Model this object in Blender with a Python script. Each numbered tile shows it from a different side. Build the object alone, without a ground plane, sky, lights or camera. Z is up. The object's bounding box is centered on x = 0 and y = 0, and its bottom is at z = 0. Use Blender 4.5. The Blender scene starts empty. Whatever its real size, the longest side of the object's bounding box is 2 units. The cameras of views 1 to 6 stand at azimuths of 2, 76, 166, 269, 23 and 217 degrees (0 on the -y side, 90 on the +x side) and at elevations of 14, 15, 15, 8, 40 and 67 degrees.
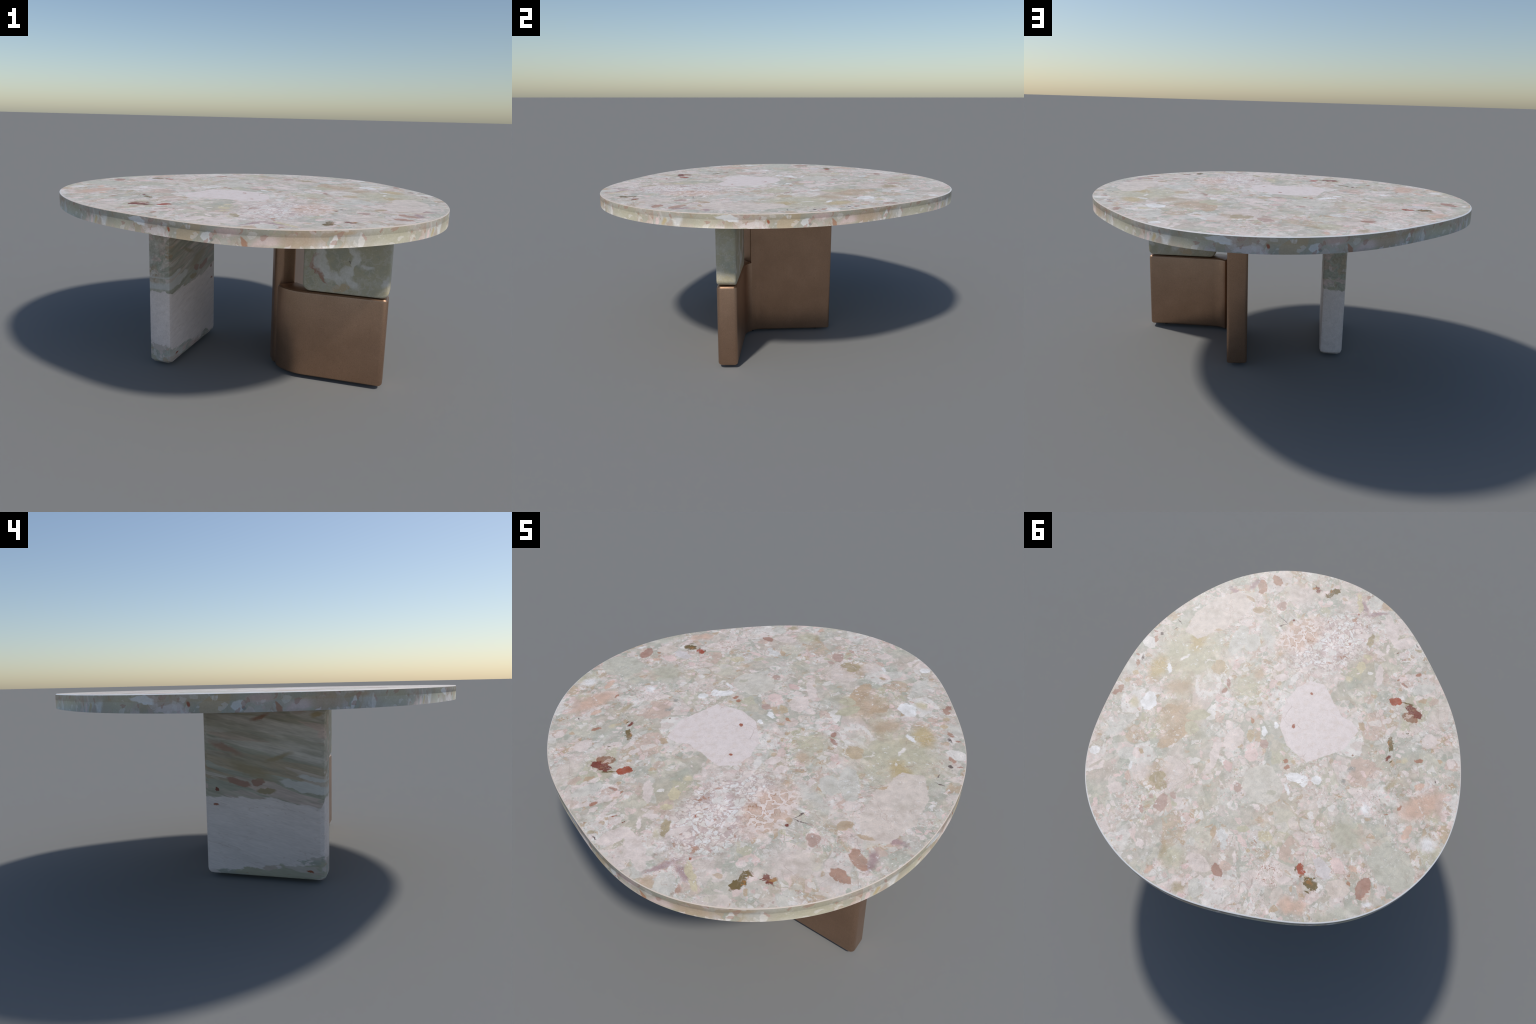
"""Organic-outline breccia marble table on a marble slab leg and an L-shaped bronze leg."""
import bpy, bmesh, math, random
from math import sin, cos, radians, pi
from mathutils import Vector, Matrix

# ------------------------------------------------------------------ sizes (m)
TOP_Z, LIP_Z, STEP_Z, UNDER_Z = 0.853, 0.8495, 0.8255, 0.786
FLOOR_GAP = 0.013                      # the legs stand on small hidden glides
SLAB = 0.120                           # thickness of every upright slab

# radius of the table outline as a Fourier series of the polar angle
R0 = 0.9676
R_COS = (0.0420, -0.0132, -0.0431, 0.0018, 0.0064, -0.0006, 0.0011, 0.0030)
R_SIN = (0.0090, -0.0356, 0.0018, -0.0078, -0.0013, -0.0016, 0.0010, 0.0019)


def outline_radius(a):
    return R0 + sum(c * cos((i + 1) * a) + s * sin((i + 1) * a)
                    for i, (c, s) in enumerate(zip(R_COS, R_SIN)))


# ------------------------------------------------------------------ stone colours (sRGB, as 0-255)
STONE = {
    'matrix_green': (178, 179, 168), 'matrix_pink': (195, 188, 181), 'matrix_cream': (199, 193, 180),
    'white': (230, 228, 230), 'white_grey': (213, 211, 210), 'chalk': (221, 215, 212),
    'stone_pink': (221, 210, 209), 'pale_pink': (217, 204, 200), 'bright_pink': (219, 197, 193),
    'bright_pink_white': (224, 211, 208), 'dusty_pink': (211, 198, 193), 'pale_lilac': (207, 200, 201),
    'veined_pink': (211, 199, 192), 'rose_pale': (200, 178, 167), 'rose_pink': (210, 184, 180),
    'rose_grey': (182, 156, 147), 'rose': (170, 134, 121), 'rose_tan': (174, 140, 124),
    'rust_rose': (172, 126, 106), 'rust_tan': (176, 136, 112), 'rust': (160, 92, 66),
    'mauve': (166, 140, 143), 'tan': (188, 166, 143), 'sand': (190, 172, 147), 'ochre': (188, 168, 128),
    'olive_beige': (190, 184, 163), 'drab': (172, 157, 130), 'straw': (201, 190, 164),
    'drab_green': (186, 182, 168), 'drab_green_light': (192, 189, 178),
    'stone_grey': (194, 186, 174), 'stone_light': (204, 198, 190), 'lavender_grey': (197, 194, 193),
    'pale_grey': (202, 198, 192), 'peach': (205, 176, 160), 'peach_pale': (211, 198, 190),
    'red': (160, 74, 38), 'oxblood': (122, 60, 42), 'umber': (150, 112, 88), 'moss_brown': (114, 96, 56),
    'ochre_brown': (160, 118, 72), 'slate': (112, 98, 94), 'slate_soft': (152, 150, 146),
}
EXPOSURE = (0.830, 0.842, 0.885)       # how bright a lit horizontal face of albedo 1 renders
SHEEN = 0.045                          # what the polish adds on top of it in the pictures


def lin(c255, gain=1.0):
    out = []
    for v, e in zip(c255, EXPOSURE):
        v /= 255.0
        v = v / 12.92 if v <= 0.04045 else ((v + 0.055) / 1.055) ** 2.4
        out.append(min(0.95, max(0.012, (v - SHEEN * v ** 0.3) / e) * gain))
    return (out[0], out[1], out[2], 1.0)


# Large inclusions of the table top: centre x, y, half axes, turn (deg), colour, crisp (h) or hazy (s)
INCLUSIONS = [
    (0.693, -0.051, 0.208, 0.197, 169, 'olive_beige', 's'),
    (0.475, 0.281, 0.129, 0.105, 83, 'tan', 's'),
    (0.288, 0.510, 0.124, 0.073, 131, 'dusty_pink', 's'),
    (-0.760, -0.099, 0.135, 0.066, 65, 'peach', 's'),
    (0.483, -0.722, 0.100, 0.088, 16, 'dusty_pink', 's'),
    (-0.565, 0.261, 0.103, 0.085, 149, 'drab_green', 's'),
    (-0.561, -0.568, 0.114, 0.055, 94, 'veined_pink', 's'),
    (0.335, -0.078, 0.083, 0.066, 38, 'olive_beige', 's'),
    (-0.761, -0.111, 0.110, 0.048, 65, 'peach', 's'),
    (0.592, 0.155, 0.091, 0.050, 38, 'tan', 's'),
    (0.768, 0.135, 0.086, 0.051, 113, 'ochre', 's'),
    (-0.003, 0.841, 0.070, 0.060, 126, 'olive_beige', 's'),
    (0.436, -0.384, 0.135, 0.028, 146, 'pale_grey', 's'),
    (0.720, -0.134, 0.085, 0.042, 118, 'ochre', 's'),
    (0.413, 0.631, 0.066, 0.051, 87, 'dusty_pink', 's'),
    (0.883, 0.230, 0.065, 0.039, 119, 'pale_grey', 's'),
    (-0.086, 0.322, 0.052, 0.048, 133, 'lavender_grey', 's'),
    (-0.744, 0.554, 0.092, 0.024, 47, 'drab_green_light', 's'),
    (-0.590, 0.657, 0.055, 0.036, 30, 'peach', 's'),
    (0.658, -0.456, 0.052, 0.035, 131, 'pale_pink', 's'),
    (0.335, -0.440, 0.137, 0.012, 161, 'white', 's'),
    (-0.546, 0.677, 0.048, 0.034, 128, 'peach', 's'),
    (0.681, 0.550, 0.049, 0.033, 48, 'pale_grey', 's'),
    (-0.823, -0.162, 0.066, 0.023, 108, 'rose_pale', 's'),
    (-0.886, 0.045, 0.041, 0.037, 89, 'white', 's'),
    (0.766, -0.510, 0.069, 0.018, 172, 'mauve', 's'),
    (0.728, -0.626, 0.061, 0.019, 86, 'mauve', 's'),
    (0.324, -0.180, 0.039, 0.029, 130, 'tan', 's'),
    (-0.124, 0.924, 0.036, 0.031, 28, 'drab', 's'),
    (0.059, -0.977, 0.037, 0.030, 162, 'tan', 's'),
    (0.713, 0.364, 0.037, 0.028, 141, 'straw', 's'),
    (0.068, -0.894, 0.068, 0.014, 47, 'mauve', 's'),
    (-0.578, -0.094, 0.049, 0.018, 97, 'drab', 's'),
    (0.049, 0.845, 0.041, 0.018, 109, 'drab', 's'),
    (-0.559, 0.088, 0.032, 0.023, 161, 'white', 's'),
    (0.152, -0.899, 0.049, 0.015, 150, 'mauve', 's'),
    (-0.024, -0.767, 0.033, 0.014, 124, 'straw', 's'),
    (-0.062, -0.459, 0.021, 0.020, 99, 'straw', 's'),
    (0.100, 0.107, 0.028, 0.015, 122, 'tan', 's'),
    (-0.562, -0.247, 0.021, 0.016, 46, 'straw', 's'),
    (-0.385, -0.041, 0.023, 0.013, 63, 'slate_soft', 's'),
    (-0.827, 0.445, 0.024, 0.012, 30, 'white', 's'),
    (0.165, -0.964, 0.023, 0.012, 73, 'rose_tan', 's'),
    (-0.254, -0.844, 0.016, 0.013, 53, 'drab', 's'),
    (-0.389, 0.036, 0.012, 0.011, 163, 'slate_soft', 's'),
    (0.184, -0.768, 0.015, 0.008, 167, 'rust', 's'),
    (0.223, 0.296, 0.015, 0.005, 73, 'rust', 's'),
    (0.745, -0.338, 0.157, 0.108, 51, 'veined_pink', 'h'),
    (-0.819, 0.234, 0.112, 0.094, 141, 'drab_green_light', 'h'),
    (-0.096, 0.297, 0.101, 0.098, 160, 'stone_light', 'h'),
    (0.551, -0.275, 0.079, 0.045, 131, 'pale_grey', 'h'),
    (0.175, 0.199, 0.063, 0.048, 127, 'pale_pink', 'h'),
    (0.422, 0.379, 0.070, 0.043, 56, 'tan', 'h'),
    (-0.051, -0.868, 0.087, 0.034, 146, 'pale_pink', 'h'),
    (0.484, -0.308, 0.060, 0.043, 130, 'pale_grey', 'h'),
    (-0.682, 0.476, 0.052, 0.046, 68, 'peach_pale', 'h'),
    (-0.115, 0.786, 0.064, 0.037, 8, 'dusty_pink', 'h'),
    (0.119, -0.965, 0.049, 0.045, 154, 'pale_grey', 'h'),
    (0.660, 0.314, 0.050, 0.044, 152, 'white', 'h'),
    (0.194, 0.329, 0.079, 0.027, 124, 'pale_pink', 'h'),
    (-0.164, -0.833, 0.051, 0.041, 90, 'pale_pink', 'h'),
    (-0.405, -0.657, 0.063, 0.032, 53, 'pale_grey', 'h'),
    (0.514, -0.073, 0.047, 0.042, 142, 'sand', 'h'),
    (0.406, 0.211, 0.048, 0.040, 86, 'olive_beige', 'h'),
    (-0.572, 0.444, 0.056, 0.032, 162, 'pale_lilac', 'h'),
    (-0.598, -0.418, 0.045, 0.037, 100, 'pale_pink', 'h'),
    (-0.174, -0.579, 0.070, 0.023, 120, 'pale_pink', 'h'),
    (0.537, 0.599, 0.042, 0.036, 22, 'pale_grey', 'h'),
    (-0.181, 0.877, 0.043, 0.035, 138, 'pale_grey', 'h'),
    (-0.769, 0.401, 0.043, 0.035, 64, 'rose', 'h'),
    (0.682, -0.634, 0.057, 0.026, 127, 'rose_tan', 'h'),
    (0.544, 0.281, 0.040, 0.037, 72, 'tan', 'h'),
    (0.914, 0.048, 0.044, 0.033, 2, 'chalk', 'h'),
    (-0.203, 0.164, 0.055, 0.026, 15, 'white', 'h'),
    (0.221, 0.686, 0.040, 0.035, 145, 'rose_grey', 'h'),
    (0.049, 0.209, 0.037, 0.036, 160, 'bright_pink', 'h'),
    (0.380, 0.290, 0.038, 0.035, 20, 'olive_beige', 'h'),
    (-0.336, 0.694, 0.040, 0.031, 112, 'dusty_pink', 'h'),
    (-0.623, 0.390, 0.041, 0.030, 138, 'bright_pink', 'h'),
    (0.445, 0.759, 0.036, 0.032, 7, 'pale_pink', 'h'),
    (0.329, 0.593, 0.039, 0.029, 47, 'drab', 'h'),
    (0.186, -0.901, 0.066, 0.017, 135, 'straw', 'h'),
    (-0.266, -0.722, 0.070, 0.016, 89, 'pale_pink', 'h'),
    (-0.266, 0.494, 0.035, 0.031, 64, 'straw', 'h'),
    (0.591, -0.392, 0.034, 0.030, 176, 'pale_pink', 'h'),
    (0.647, -0.726, 0.036, 0.028, 125, 'rose_tan', 'h'),
    (-0.122, 0.620, 0.040, 0.024, 132, 'white_grey', 'h'),
    (0.217, -0.238, 0.038, 0.025, 54, 'bright_pink_white', 'h'),
    (0.037, -0.730, 0.047, 0.020, 53, 'pale_pink', 'h'),
    (-0.445, -0.473, 0.036, 0.026, 23, 'umber', 'h'),
    (-0.011, -0.730, 0.049, 0.019, 105, 'drab', 'h'),
    (-0.010, 0.095, 0.032, 0.029, 128, 'stone_grey', 'h'),
    (0.511, -0.600, 0.035, 0.026, 128, 'rose_grey', 'h'),
    (-0.440, -0.510, 0.042, 0.021, 13, 'oxblood', 'h'),
    (0.265, -0.283, 0.038, 0.023, 53, 'pale_pink', 'h'),
    (-0.779, 0.052, 0.045, 0.019, 91, 'peach', 'h'),
    (-0.070, -0.553, 0.035, 0.024, 139, 'straw', 'h'),
    (0.283, 0.612, 0.030, 0.028, 28, 'drab', 'h'),
    (-0.204, 0.756, 0.031, 0.027, 23, 'rose', 'h'),
    (0.347, -0.855, 0.048, 0.017, 70, 'moss_brown', 'h'),
    (-0.573, 0.532, 0.034, 0.024, 162, 'moss_brown', 'h'),
    (0.597, -0.499, 0.033, 0.024, 56, 'tan', 'h'),
    (0.123, 0.132, 0.033, 0.023, 120, 'sand', 'h'),
    (0.153, -0.362, 0.053, 0.014, 68, 'pale_pink', 'h'),
    (0.672, 0.687, 0.029, 0.024, 25, 'white', 'h'),
    (0.082, -0.394, 0.033, 0.021, 40, 'pale_pink', 'h'),
    (0.105, 0.328, 0.028, 0.024, 3, 'rose_pink', 'h'),
    (0.041, 0.125, 0.028, 0.024, 5, 'rose_grey', 'h'),
    (-0.286, 0.112, 0.028, 0.024, 14, 'white', 'h'),
    (-0.749, -0.384, 0.029, 0.023, 120, 'pale_pink', 'h'),
    (-0.331, -0.499, 0.027, 0.024, 11, 'red', 'h'),
    (0.162, -0.267, 0.036, 0.018, 120, 'chalk', 'h'),
    (-0.202, 0.581, 0.040, 0.016, 161, 'bright_pink', 'h'),
    (-0.220, 0.716, 0.028, 0.022, 25, 'rose_pale', 'h'),
    (-0.198, -0.759, 0.026, 0.023, 74, 'pale_pink', 'h'),
    (-0.004, -0.887, 0.035, 0.017, 41, 'pale_pink', 'h'),
    (-0.011, 0.387, 0.028, 0.021, 121, 'rose_grey', 'h'),
    (0.140, 0.060, 0.030, 0.019, 111, 'stone_grey', 'h'),
    (0.448, -0.131, 0.031, 0.018, 87, 'bright_pink', 'h'),
    (-0.168, 0.531, 0.031, 0.018, 38, 'olive_beige', 'h'),
    (-0.250, 0.797, 0.024, 0.023, 41, 'pale_pink', 'h'),
    (0.247, 0.155, 0.026, 0.021, 7, 'pale_pink', 'h'),
    (-0.695, -0.178, 0.032, 0.017, 57, 'peach', 'h'),
    (-0.070, 0.631, 0.033, 0.016, 121, 'tan', 'h'),
    (0.039, 0.081, 0.026, 0.020, 75, 'stone_grey', 'h'),
    (0.087, 0.066, 0.033, 0.015, 129, 'white', 'h'),
    (-0.470, 0.593, 0.026, 0.019, 19, 'pale_pink', 'h'),
    (-0.452, -0.282, 0.035, 0.014, 123, 'moss_brown', 'h'),
    (-0.059, -0.633, 0.025, 0.019, 44, 'straw', 'h'),
    (0.135, 0.283, 0.025, 0.019, 17, 'pale_pink', 'h'),
    (0.683, -0.529, 0.039, 0.012, 177, 'tan', 'h'),
    (0.410, -0.028, 0.036, 0.013, 141, 'rose', 'h'),
    (0.448, 0.680, 0.029, 0.016, 149, 'rose_pale', 'h'),
    (-0.482, 0.372, 0.029, 0.016, 146, 'bright_pink', 'h'),
    (-0.283, -0.270, 0.027, 0.017, 147, 'tan', 'h'),
    (0.097, -0.480, 0.034, 0.013, 21, 'chalk', 'h'),
    (0.189, -0.518, 0.022, 0.020, 113, 'chalk', 'h'),
    (-0.365, -0.382, 0.023, 0.019, 32, 'pale_pink', 'h'),
    (-0.409, -0.344, 0.029, 0.015, 101, 'pale_pink', 'h'),
    (0.827, 0.350, 0.025, 0.017, 140, 'rose_tan', 'h'),
    (0.162, 0.887, 0.022, 0.019, 151, 'bright_pink_white', 'h'),
    (-0.111, -0.746, 0.033, 0.012, 105, 'bright_pink_white', 'h'),
    (0.197, -0.604, 0.022, 0.018, 122, 'chalk', 'h'),
    (0.717, 0.099, 0.028, 0.014, 119, 'white', 'h'),
    (-0.090, -0.694, 0.023, 0.017, 46, 'bright_pink_white', 'h'),
    (0.175, 0.531, 0.030, 0.013, 61, 'bright_pink', 'h'),
    (0.042, 0.951, 0.026, 0.015, 99, 'peach', 'h'),
    (-0.154, 0.303, 0.024, 0.016, 39, 'drab_green', 'h'),
    (0.639, 0.660, 0.029, 0.013, 128, 'chalk', 'h'),
    (-0.197, 0.237, 0.037, 0.010, 138, 'white', 'h'),
    (0.829, 0.387, 0.024, 0.015, 78, 'rose', 'h'),
    (0.087, 0.175, 0.030, 0.012, 71, 'bright_pink', 'h'),
    (0.107, -0.530, 0.020, 0.017, 97, 'chalk', 'h'),
    (0.699, -0.005, 0.037, 0.009, 81, 'chalk', 'h'),
    (0.032, 0.604, 0.027, 0.012, 143, 'chalk', 'h'),
    (-0.496, 0.507, 0.024, 0.013, 155, 'red', 'h'),
    (-0.224, 0.659, 0.028, 0.011, 145, 'bright_pink_white', 'h'),
    (-0.681, 0.355, 0.022, 0.014, 20, 'peach', 'h'),
    (0.400, 0.019, 0.020, 0.015, 68, 'rose', 'h'),
    (0.425, -0.825, 0.021, 0.014, 125, 'oxblood', 'h'),
    (0.204, 0.617, 0.018, 0.016, 172, 'rose_grey', 'h'),
    (0.903, 0.007, 0.022, 0.013, 136, 'rose_tan', 'h'),
    (0.415, -0.077, 0.019, 0.015, 36, 'tan', 'h'),
    (0.476, 0.631, 0.023, 0.012, 137, 'white', 'h'),
    (0.678, -0.255, 0.025, 0.011, 45, 'tan', 'h'),
    (-0.120, 0.888, 0.021, 0.013, 119, 'pale_pink', 'h'),
    (-0.077, 0.833, 0.017, 0.016, 21, 'rose_pink', 'h'),
    (0.274, 0.762, 0.024, 0.011, 153, 'rose_grey', 'h'),
    (0.061, 0.002, 0.022, 0.012, 141, 'white', 'h'),
    (-0.619, -0.295, 0.022, 0.012, 63, 'rust_rose', 'h'),
    (-0.441, -0.061, 0.024, 0.011, 143, 'bright_pink', 'h'),
    (-0.250, 0.171, 0.020, 0.013, 40, 'white', 'h'),
    (0.834, 0.233, 0.017, 0.015, 12, 'sand', 'h'),
    (0.837, 0.295, 0.017, 0.015, 13, 'sand', 'h'),
    (0.870, 0.182, 0.021, 0.012, 137, 'rose_tan', 'h'),
    (0.113, 0.389, 0.021, 0.012, 90, 'bright_pink_white', 'h'),
    (-0.486, -0.208, 0.025, 0.010, 85, 'oxblood', 'h'),
    (0.166, 0.646, 0.017, 0.014, 140, 'olive_beige', 'h'),
    (0.175, 0.058, 0.019, 0.012, 111, 'rust_tan', 'h'),
    (-0.393, -0.530, 0.038, 0.006, 23, 'moss_brown', 'h'),
    (-0.104, 0.129, 0.015, 0.015, 44, 'rust_rose', 'h'),
    (0.283, 0.684, 0.016, 0.014, 147, 'rose_grey', 'h'),
    (0.485, 0.713, 0.024, 0.009, 71, 'bright_pink', 'h'),
    (-0.152, 0.941, 0.019, 0.011, 27, 'rose_pink', 'h'),
    (-0.130, -0.559, 0.016, 0.013, 48, 'chalk', 'h'),
    (-0.154, 0.656, 0.018, 0.011, 17, 'white_grey', 'h'),
    (-0.313, -0.614, 0.024, 0.008, 177, 'rose', 'h'),
    (-0.136, 0.112, 0.015, 0.012, 126, 'sand', 'h'),
    (-0.681, -0.026, 0.019, 0.009, 103, 'rust_rose', 'h'),
    (-0.129, 0.150, 0.017, 0.010, 63, 'rust_rose', 'h'),
    (-0.418, 0.467, 0.015, 0.011, 127, 'chalk', 'h'),
    (-0.336, -0.712, 0.014, 0.011, 79, 'rust_rose', 'h'),
    (0.181, 0.718, 0.014, 0.010, 120, 'chalk', 'h'),
    (-0.255, 0.598, 0.014, 0.010, 65, 'sand', 'h'),
    (-0.236, -0.633, 0.012, 0.011, 97, 'chalk', 'h'),
    (0.902, -0.037, 0.015, 0.008, 135, 'slate', 'h'),
    (0.872, 0.137, 0.015, 0.008, 136, 'slate', 'h'),
    (0.447, -0.818, 0.012, 0.009, 7, 'ochre_brown', 'h'),
    (0.907, 0.144, 0.015, 0.007, 3, 'rose', 'h'),
    (-0.479, 0.521, 0.017, 0.006, 128, 'moss_brown', 'h'),
    (0.441, -0.532, 0.033, 0.003, 168, 'slate', 'h'),
    (0.399, -0.570, 0.011, 0.009, 126, 'oxblood', 'h'),
    (-0.517, 0.530, 0.011, 0.009, 42, 'umber', 'h'),
    (0.938, -0.028, 0.014, 0.007, 1, 'rose', 'h'),
    (-0.686, 0.393, 0.014, 0.007, 101, 'rust_tan', 'h'),
    (-0.707, 0.423, 0.014, 0.007, 135, 'rust_tan', 'h'),
    (0.428, -0.501, 0.031, 0.003, 61, 'slate', 'h'),
    (0.092, 0.696, 0.010, 0.009, 144, 'tan', 'h'),
    (-0.509, -0.201, 0.014, 0.006, 85, 'moss_brown', 'h'),
    (-0.587, 0.577, 0.014, 0.006, 19, 'moss_brown', 'h'),
    (-0.247, 0.540, 0.015, 0.005, 168, 'rust_tan', 'h'),
    (0.880, -0.159, 0.024, 0.003, 161, 'slate', 'h'),
    (-0.272, -0.619, 0.009, 0.008, 105, 'rust_rose', 'h'),
    (0.865, -0.110, 0.016, 0.004, 64, 'slate', 'h'),
    (0.147, -0.832, 0.010, 0.006, 124, 'rust', 'h'),
    (-0.226, -0.860, 0.020, 0.003, 158, 'slate', 'h'),
    (-0.653, 0.043, 0.011, 0.005, 40, 'rust_rose', 'h'),
    (-0.223, -0.742, 0.013, 0.004, 65, 'rust', 'h'),
    (0.064, -0.637, 0.008, 0.006, 122, 'rust', 'h'),
    (-0.489, -0.385, 0.008, 0.006, 30, 'moss_brown', 'h'),
    (-0.344, -0.107, 0.006, 0.006, 112, 'umber', 'h'),
    (-0.170, -0.760, 0.011, 0.003, 73, 'oxblood', 'h'),
    (-0.738, -0.251, 0.010, 0.003, 100, 'slate', 'h'),
]

# Pieces that repeat on each quarter of the rim: along the arc (m), height, half axes, turn, colour
RIM_PIECES = [
    (0.02, 0.800, 0.020, 0.012, 90, 'bright_pink', 'h'), (0.055, 0.805, 0.022, 0.010, 70, 'ochre', 's'),
    (0.12, 0.812, 0.030, 0.020, 60, 'white_grey', 's'), (0.25, 0.820, 0.090, 0.040, 20, 'olive_beige', 's'),
    (0.345, 0.832, 0.050, 0.016, 160, 'white', 'h'), (0.44, 0.800, 0.060, 0.016, 10, 'pale_pink', 'h'),
    (0.515, 0.815, 0.012, 0.006, 100, 'rust', 'h'), (0.60, 0.815, 0.060, 0.030, 10, 'sand', 'h'),
    (0.685, 0.808, 0.024, 0.020, 30, 'white_grey', 'h'), (0.70, 0.800, 0.010, 0.008, 0, 'slate_soft', 'h'),
    (0.76, 0.832, 0.050, 0.016, 0, 'rose_pink', 's'), (0.82, 0.802, 0.022, 0.012, 120, 'rust_tan', 'h'),
    (0.90, 0.806, 0.060, 0.020, 10, 'bright_pink', 's'), (1.00, 0.812, 0.070, 0.030, 0, 'tan', 's'),
    (1.12, 0.808, 0.024, 0.012, 75, 'chalk', 'h'), (1.22, 0.806, 0.030, 0.013, 100, 'chalk', 'h'),
    (1.35, 0.812, 0.120, 0.050, 0, 'olive_beige', 's'), (1.16, 0.838, 0.040, 0.010, 0, 'tan', 's'),
]


dice = random.Random(11)


# ------------------------------------------------------------------ node helper
class Nodes:
    def __init__(self, name):
        self.mat = bpy.data.materials.new(name)
        self.mat.use_nodes = True
        self.t = self.mat.node_tree
        self.t.nodes.clear()

    def new(self, kind, **props):
        n = self.t.nodes.new(kind)
        for k, v in props.items():
            setattr(n, k, v)
        return n

    def put(self, socket, value):
        if isinstance(value, bpy.types.NodeSocket):
            self.t.links.new(value, socket)
        elif value is not None:
            socket.default_value = value

    def math(self, op, a, b=None, c=None, clamp=False):
        n = self.new('ShaderNodeMath', operation=op, use_clamp=clamp)
        for i, v in enumerate((a, b, c)):
            self.put(n.inputs[i], v)
        return n.outputs[0]

    def vmath(self, op, a, b=None, scale=None):
        n = self.new('ShaderNodeVectorMath', operation=op)
        self.put(n.inputs[0], a)
        if b is not None:
            self.put(n.inputs[1], b)
        if scale is not None:
            self.put(n.inputs['Scale'], scale)
        return n.outputs['Value'] if op in ('LENGTH', 'DOT_PRODUCT') else n.outputs[0]

    def noise(self, vec, scale, detail=2.0, rough=0.55, colour=False, distortion=0.0):
        n = self.new('ShaderNodeTexNoise', noise_dimensions='3D')
        self.put(n.inputs['Vector'], vec)
        n.inputs['Scale'].default_value = scale
        n.inputs['Detail'].default_value = detail
        n.inputs['Roughness'].default_value = rough
        n.inputs['Distortion'].default_value = distortion
        return n.outputs['Color' if colour else 'Fac']

    def voronoi(self, vec, scale, feature='F1', dims='3D', rand=1.0):
        n = self.new('ShaderNodeTexVoronoi', feature=feature, voronoi_dimensions=dims)
        self.put(n.inputs['Vector'], vec)
        n.inputs['Scale'].default_value = scale
        n.inputs['Randomness'].default_value = rand
        return n.outputs

    def ramp(self, fac, stops, mode='LINEAR'):
        n = self.new('ShaderNodeValToRGB')
        n.color_ramp.interpolation = mode
        e = n.color_ramp.elements
        while len(e) > 1:
            e.remove(e[-1])
        e[0].position, e[0].color = stops[0]
        for p, c in stops[1:]:
            e.new(p).color = c
        self.put(n.inputs[0], fac)
        return n.outputs[0]

    def step(self, x, lo, hi):
        n = self.new('ShaderNodeMapRange', interpolation_type='SMOOTHSTEP')
        self.put(n.inputs[0], x)
        n.inputs[1].default_value, n.inputs[2].default_value = lo, hi
        n.inputs[3].default_value, n.inputs[4].default_value = 0.0, 1.0
        return n.outputs[0]

    def mix(self, fac, a, b, mode='MIX'):
        n = self.new('ShaderNodeMix', data_type='RGBA', blend_type=mode)
        self.put(n.inputs[0], fac)
        self.put(n.inputs[6], a)
        self.put(n.inputs[7], b)
        return n.outputs[2]

    def split(self, vec):
        n = self.new('ShaderNodeSeparateXYZ')
        self.put(n.inputs[0], vec)
        return n.outputs

    def join(self, x, y, z):
        n = self.new('ShaderNodeCombineXYZ')
        for i, v in enumerate((x, y, z)):
            self.put(n.inputs[i], v)
        return n.outputs[0]

    def warp(self, vec, *layers):
        """Displace a coordinate by layers of (noise scale, amplitude)."""
        for scale, amp in layers:
            d = self.vmath('SUBTRACT', self.noise(vec, scale, 1.5, colour=True), (0.5, 0.5, 0.5))
            vec = self.vmath('ADD', vec, self.vmath('SCALE', d, scale=amp))
        return vec

    def inclusion(self, base, vec, cx, cy, rx, ry, turn, colour, kind, gain=1.0):
        """Blend one ragged inclusion into the colour `base`."""
        g = self.new('ShaderNodeGroup')
        g.node_tree = inclusion_group(kind)
        self.put(g.inputs['Base'], base)
        self.put(g.inputs['Vector'], vec)
        g.inputs['Location'].default_value = (cx, cy, 0.0)
        g.inputs['Rotation'].default_value = (0.0, 0.0, radians(turn))
        g.inputs['Scale'].default_value = (rx, ry, 1.0)
        g.inputs['Skew'].default_value = (0, 0, 0) if colour in ('stone_pink', 'stone_light') else (dice.uniform(-0.45, 0.45), dice.uniform(-0.35, 0.35), dice.uniform(0, 6.28))
        g.inputs['Sharpness'].default_value = max(ry, 0.008) / 0.0035
        g.inputs['Colour'].default_value = lin(STONE[colour], gain)
        return g.outputs[0]

    def finish(self, colour, rough, metallic=0.0, bump=None, bump_strength=0.2, bump_distance=0.002, coat=0.0, spec=0.5):
        b = self.new('ShaderNodeBsdfPrincipled')
        self.put(b.inputs['Base Color'], colour)
        self.put(b.inputs['Roughness'], rough)
        b.inputs['Metallic'].default_value = metallic
        b.inputs['Specular IOR Level'].default_value = spec
        b.inputs['Coat Weight'].default_value = coat
        b.inputs['Coat Roughness'].default_value = 0.15
        if bump is not None:
            n = self.new('ShaderNodeBump')
            n.inputs['Strength'].default_value = bump_strength
            n.inputs['Distance'].default_value = bump_distance
            self.put(n.inputs['Height'], bump)
            self.t.links.new(n.outputs[0], b.inputs['Normal'])
        o = self.new('ShaderNodeOutputMaterial')
        self.t.links.new(b.outputs[0], o.inputs[0])
        return self.mat


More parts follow.
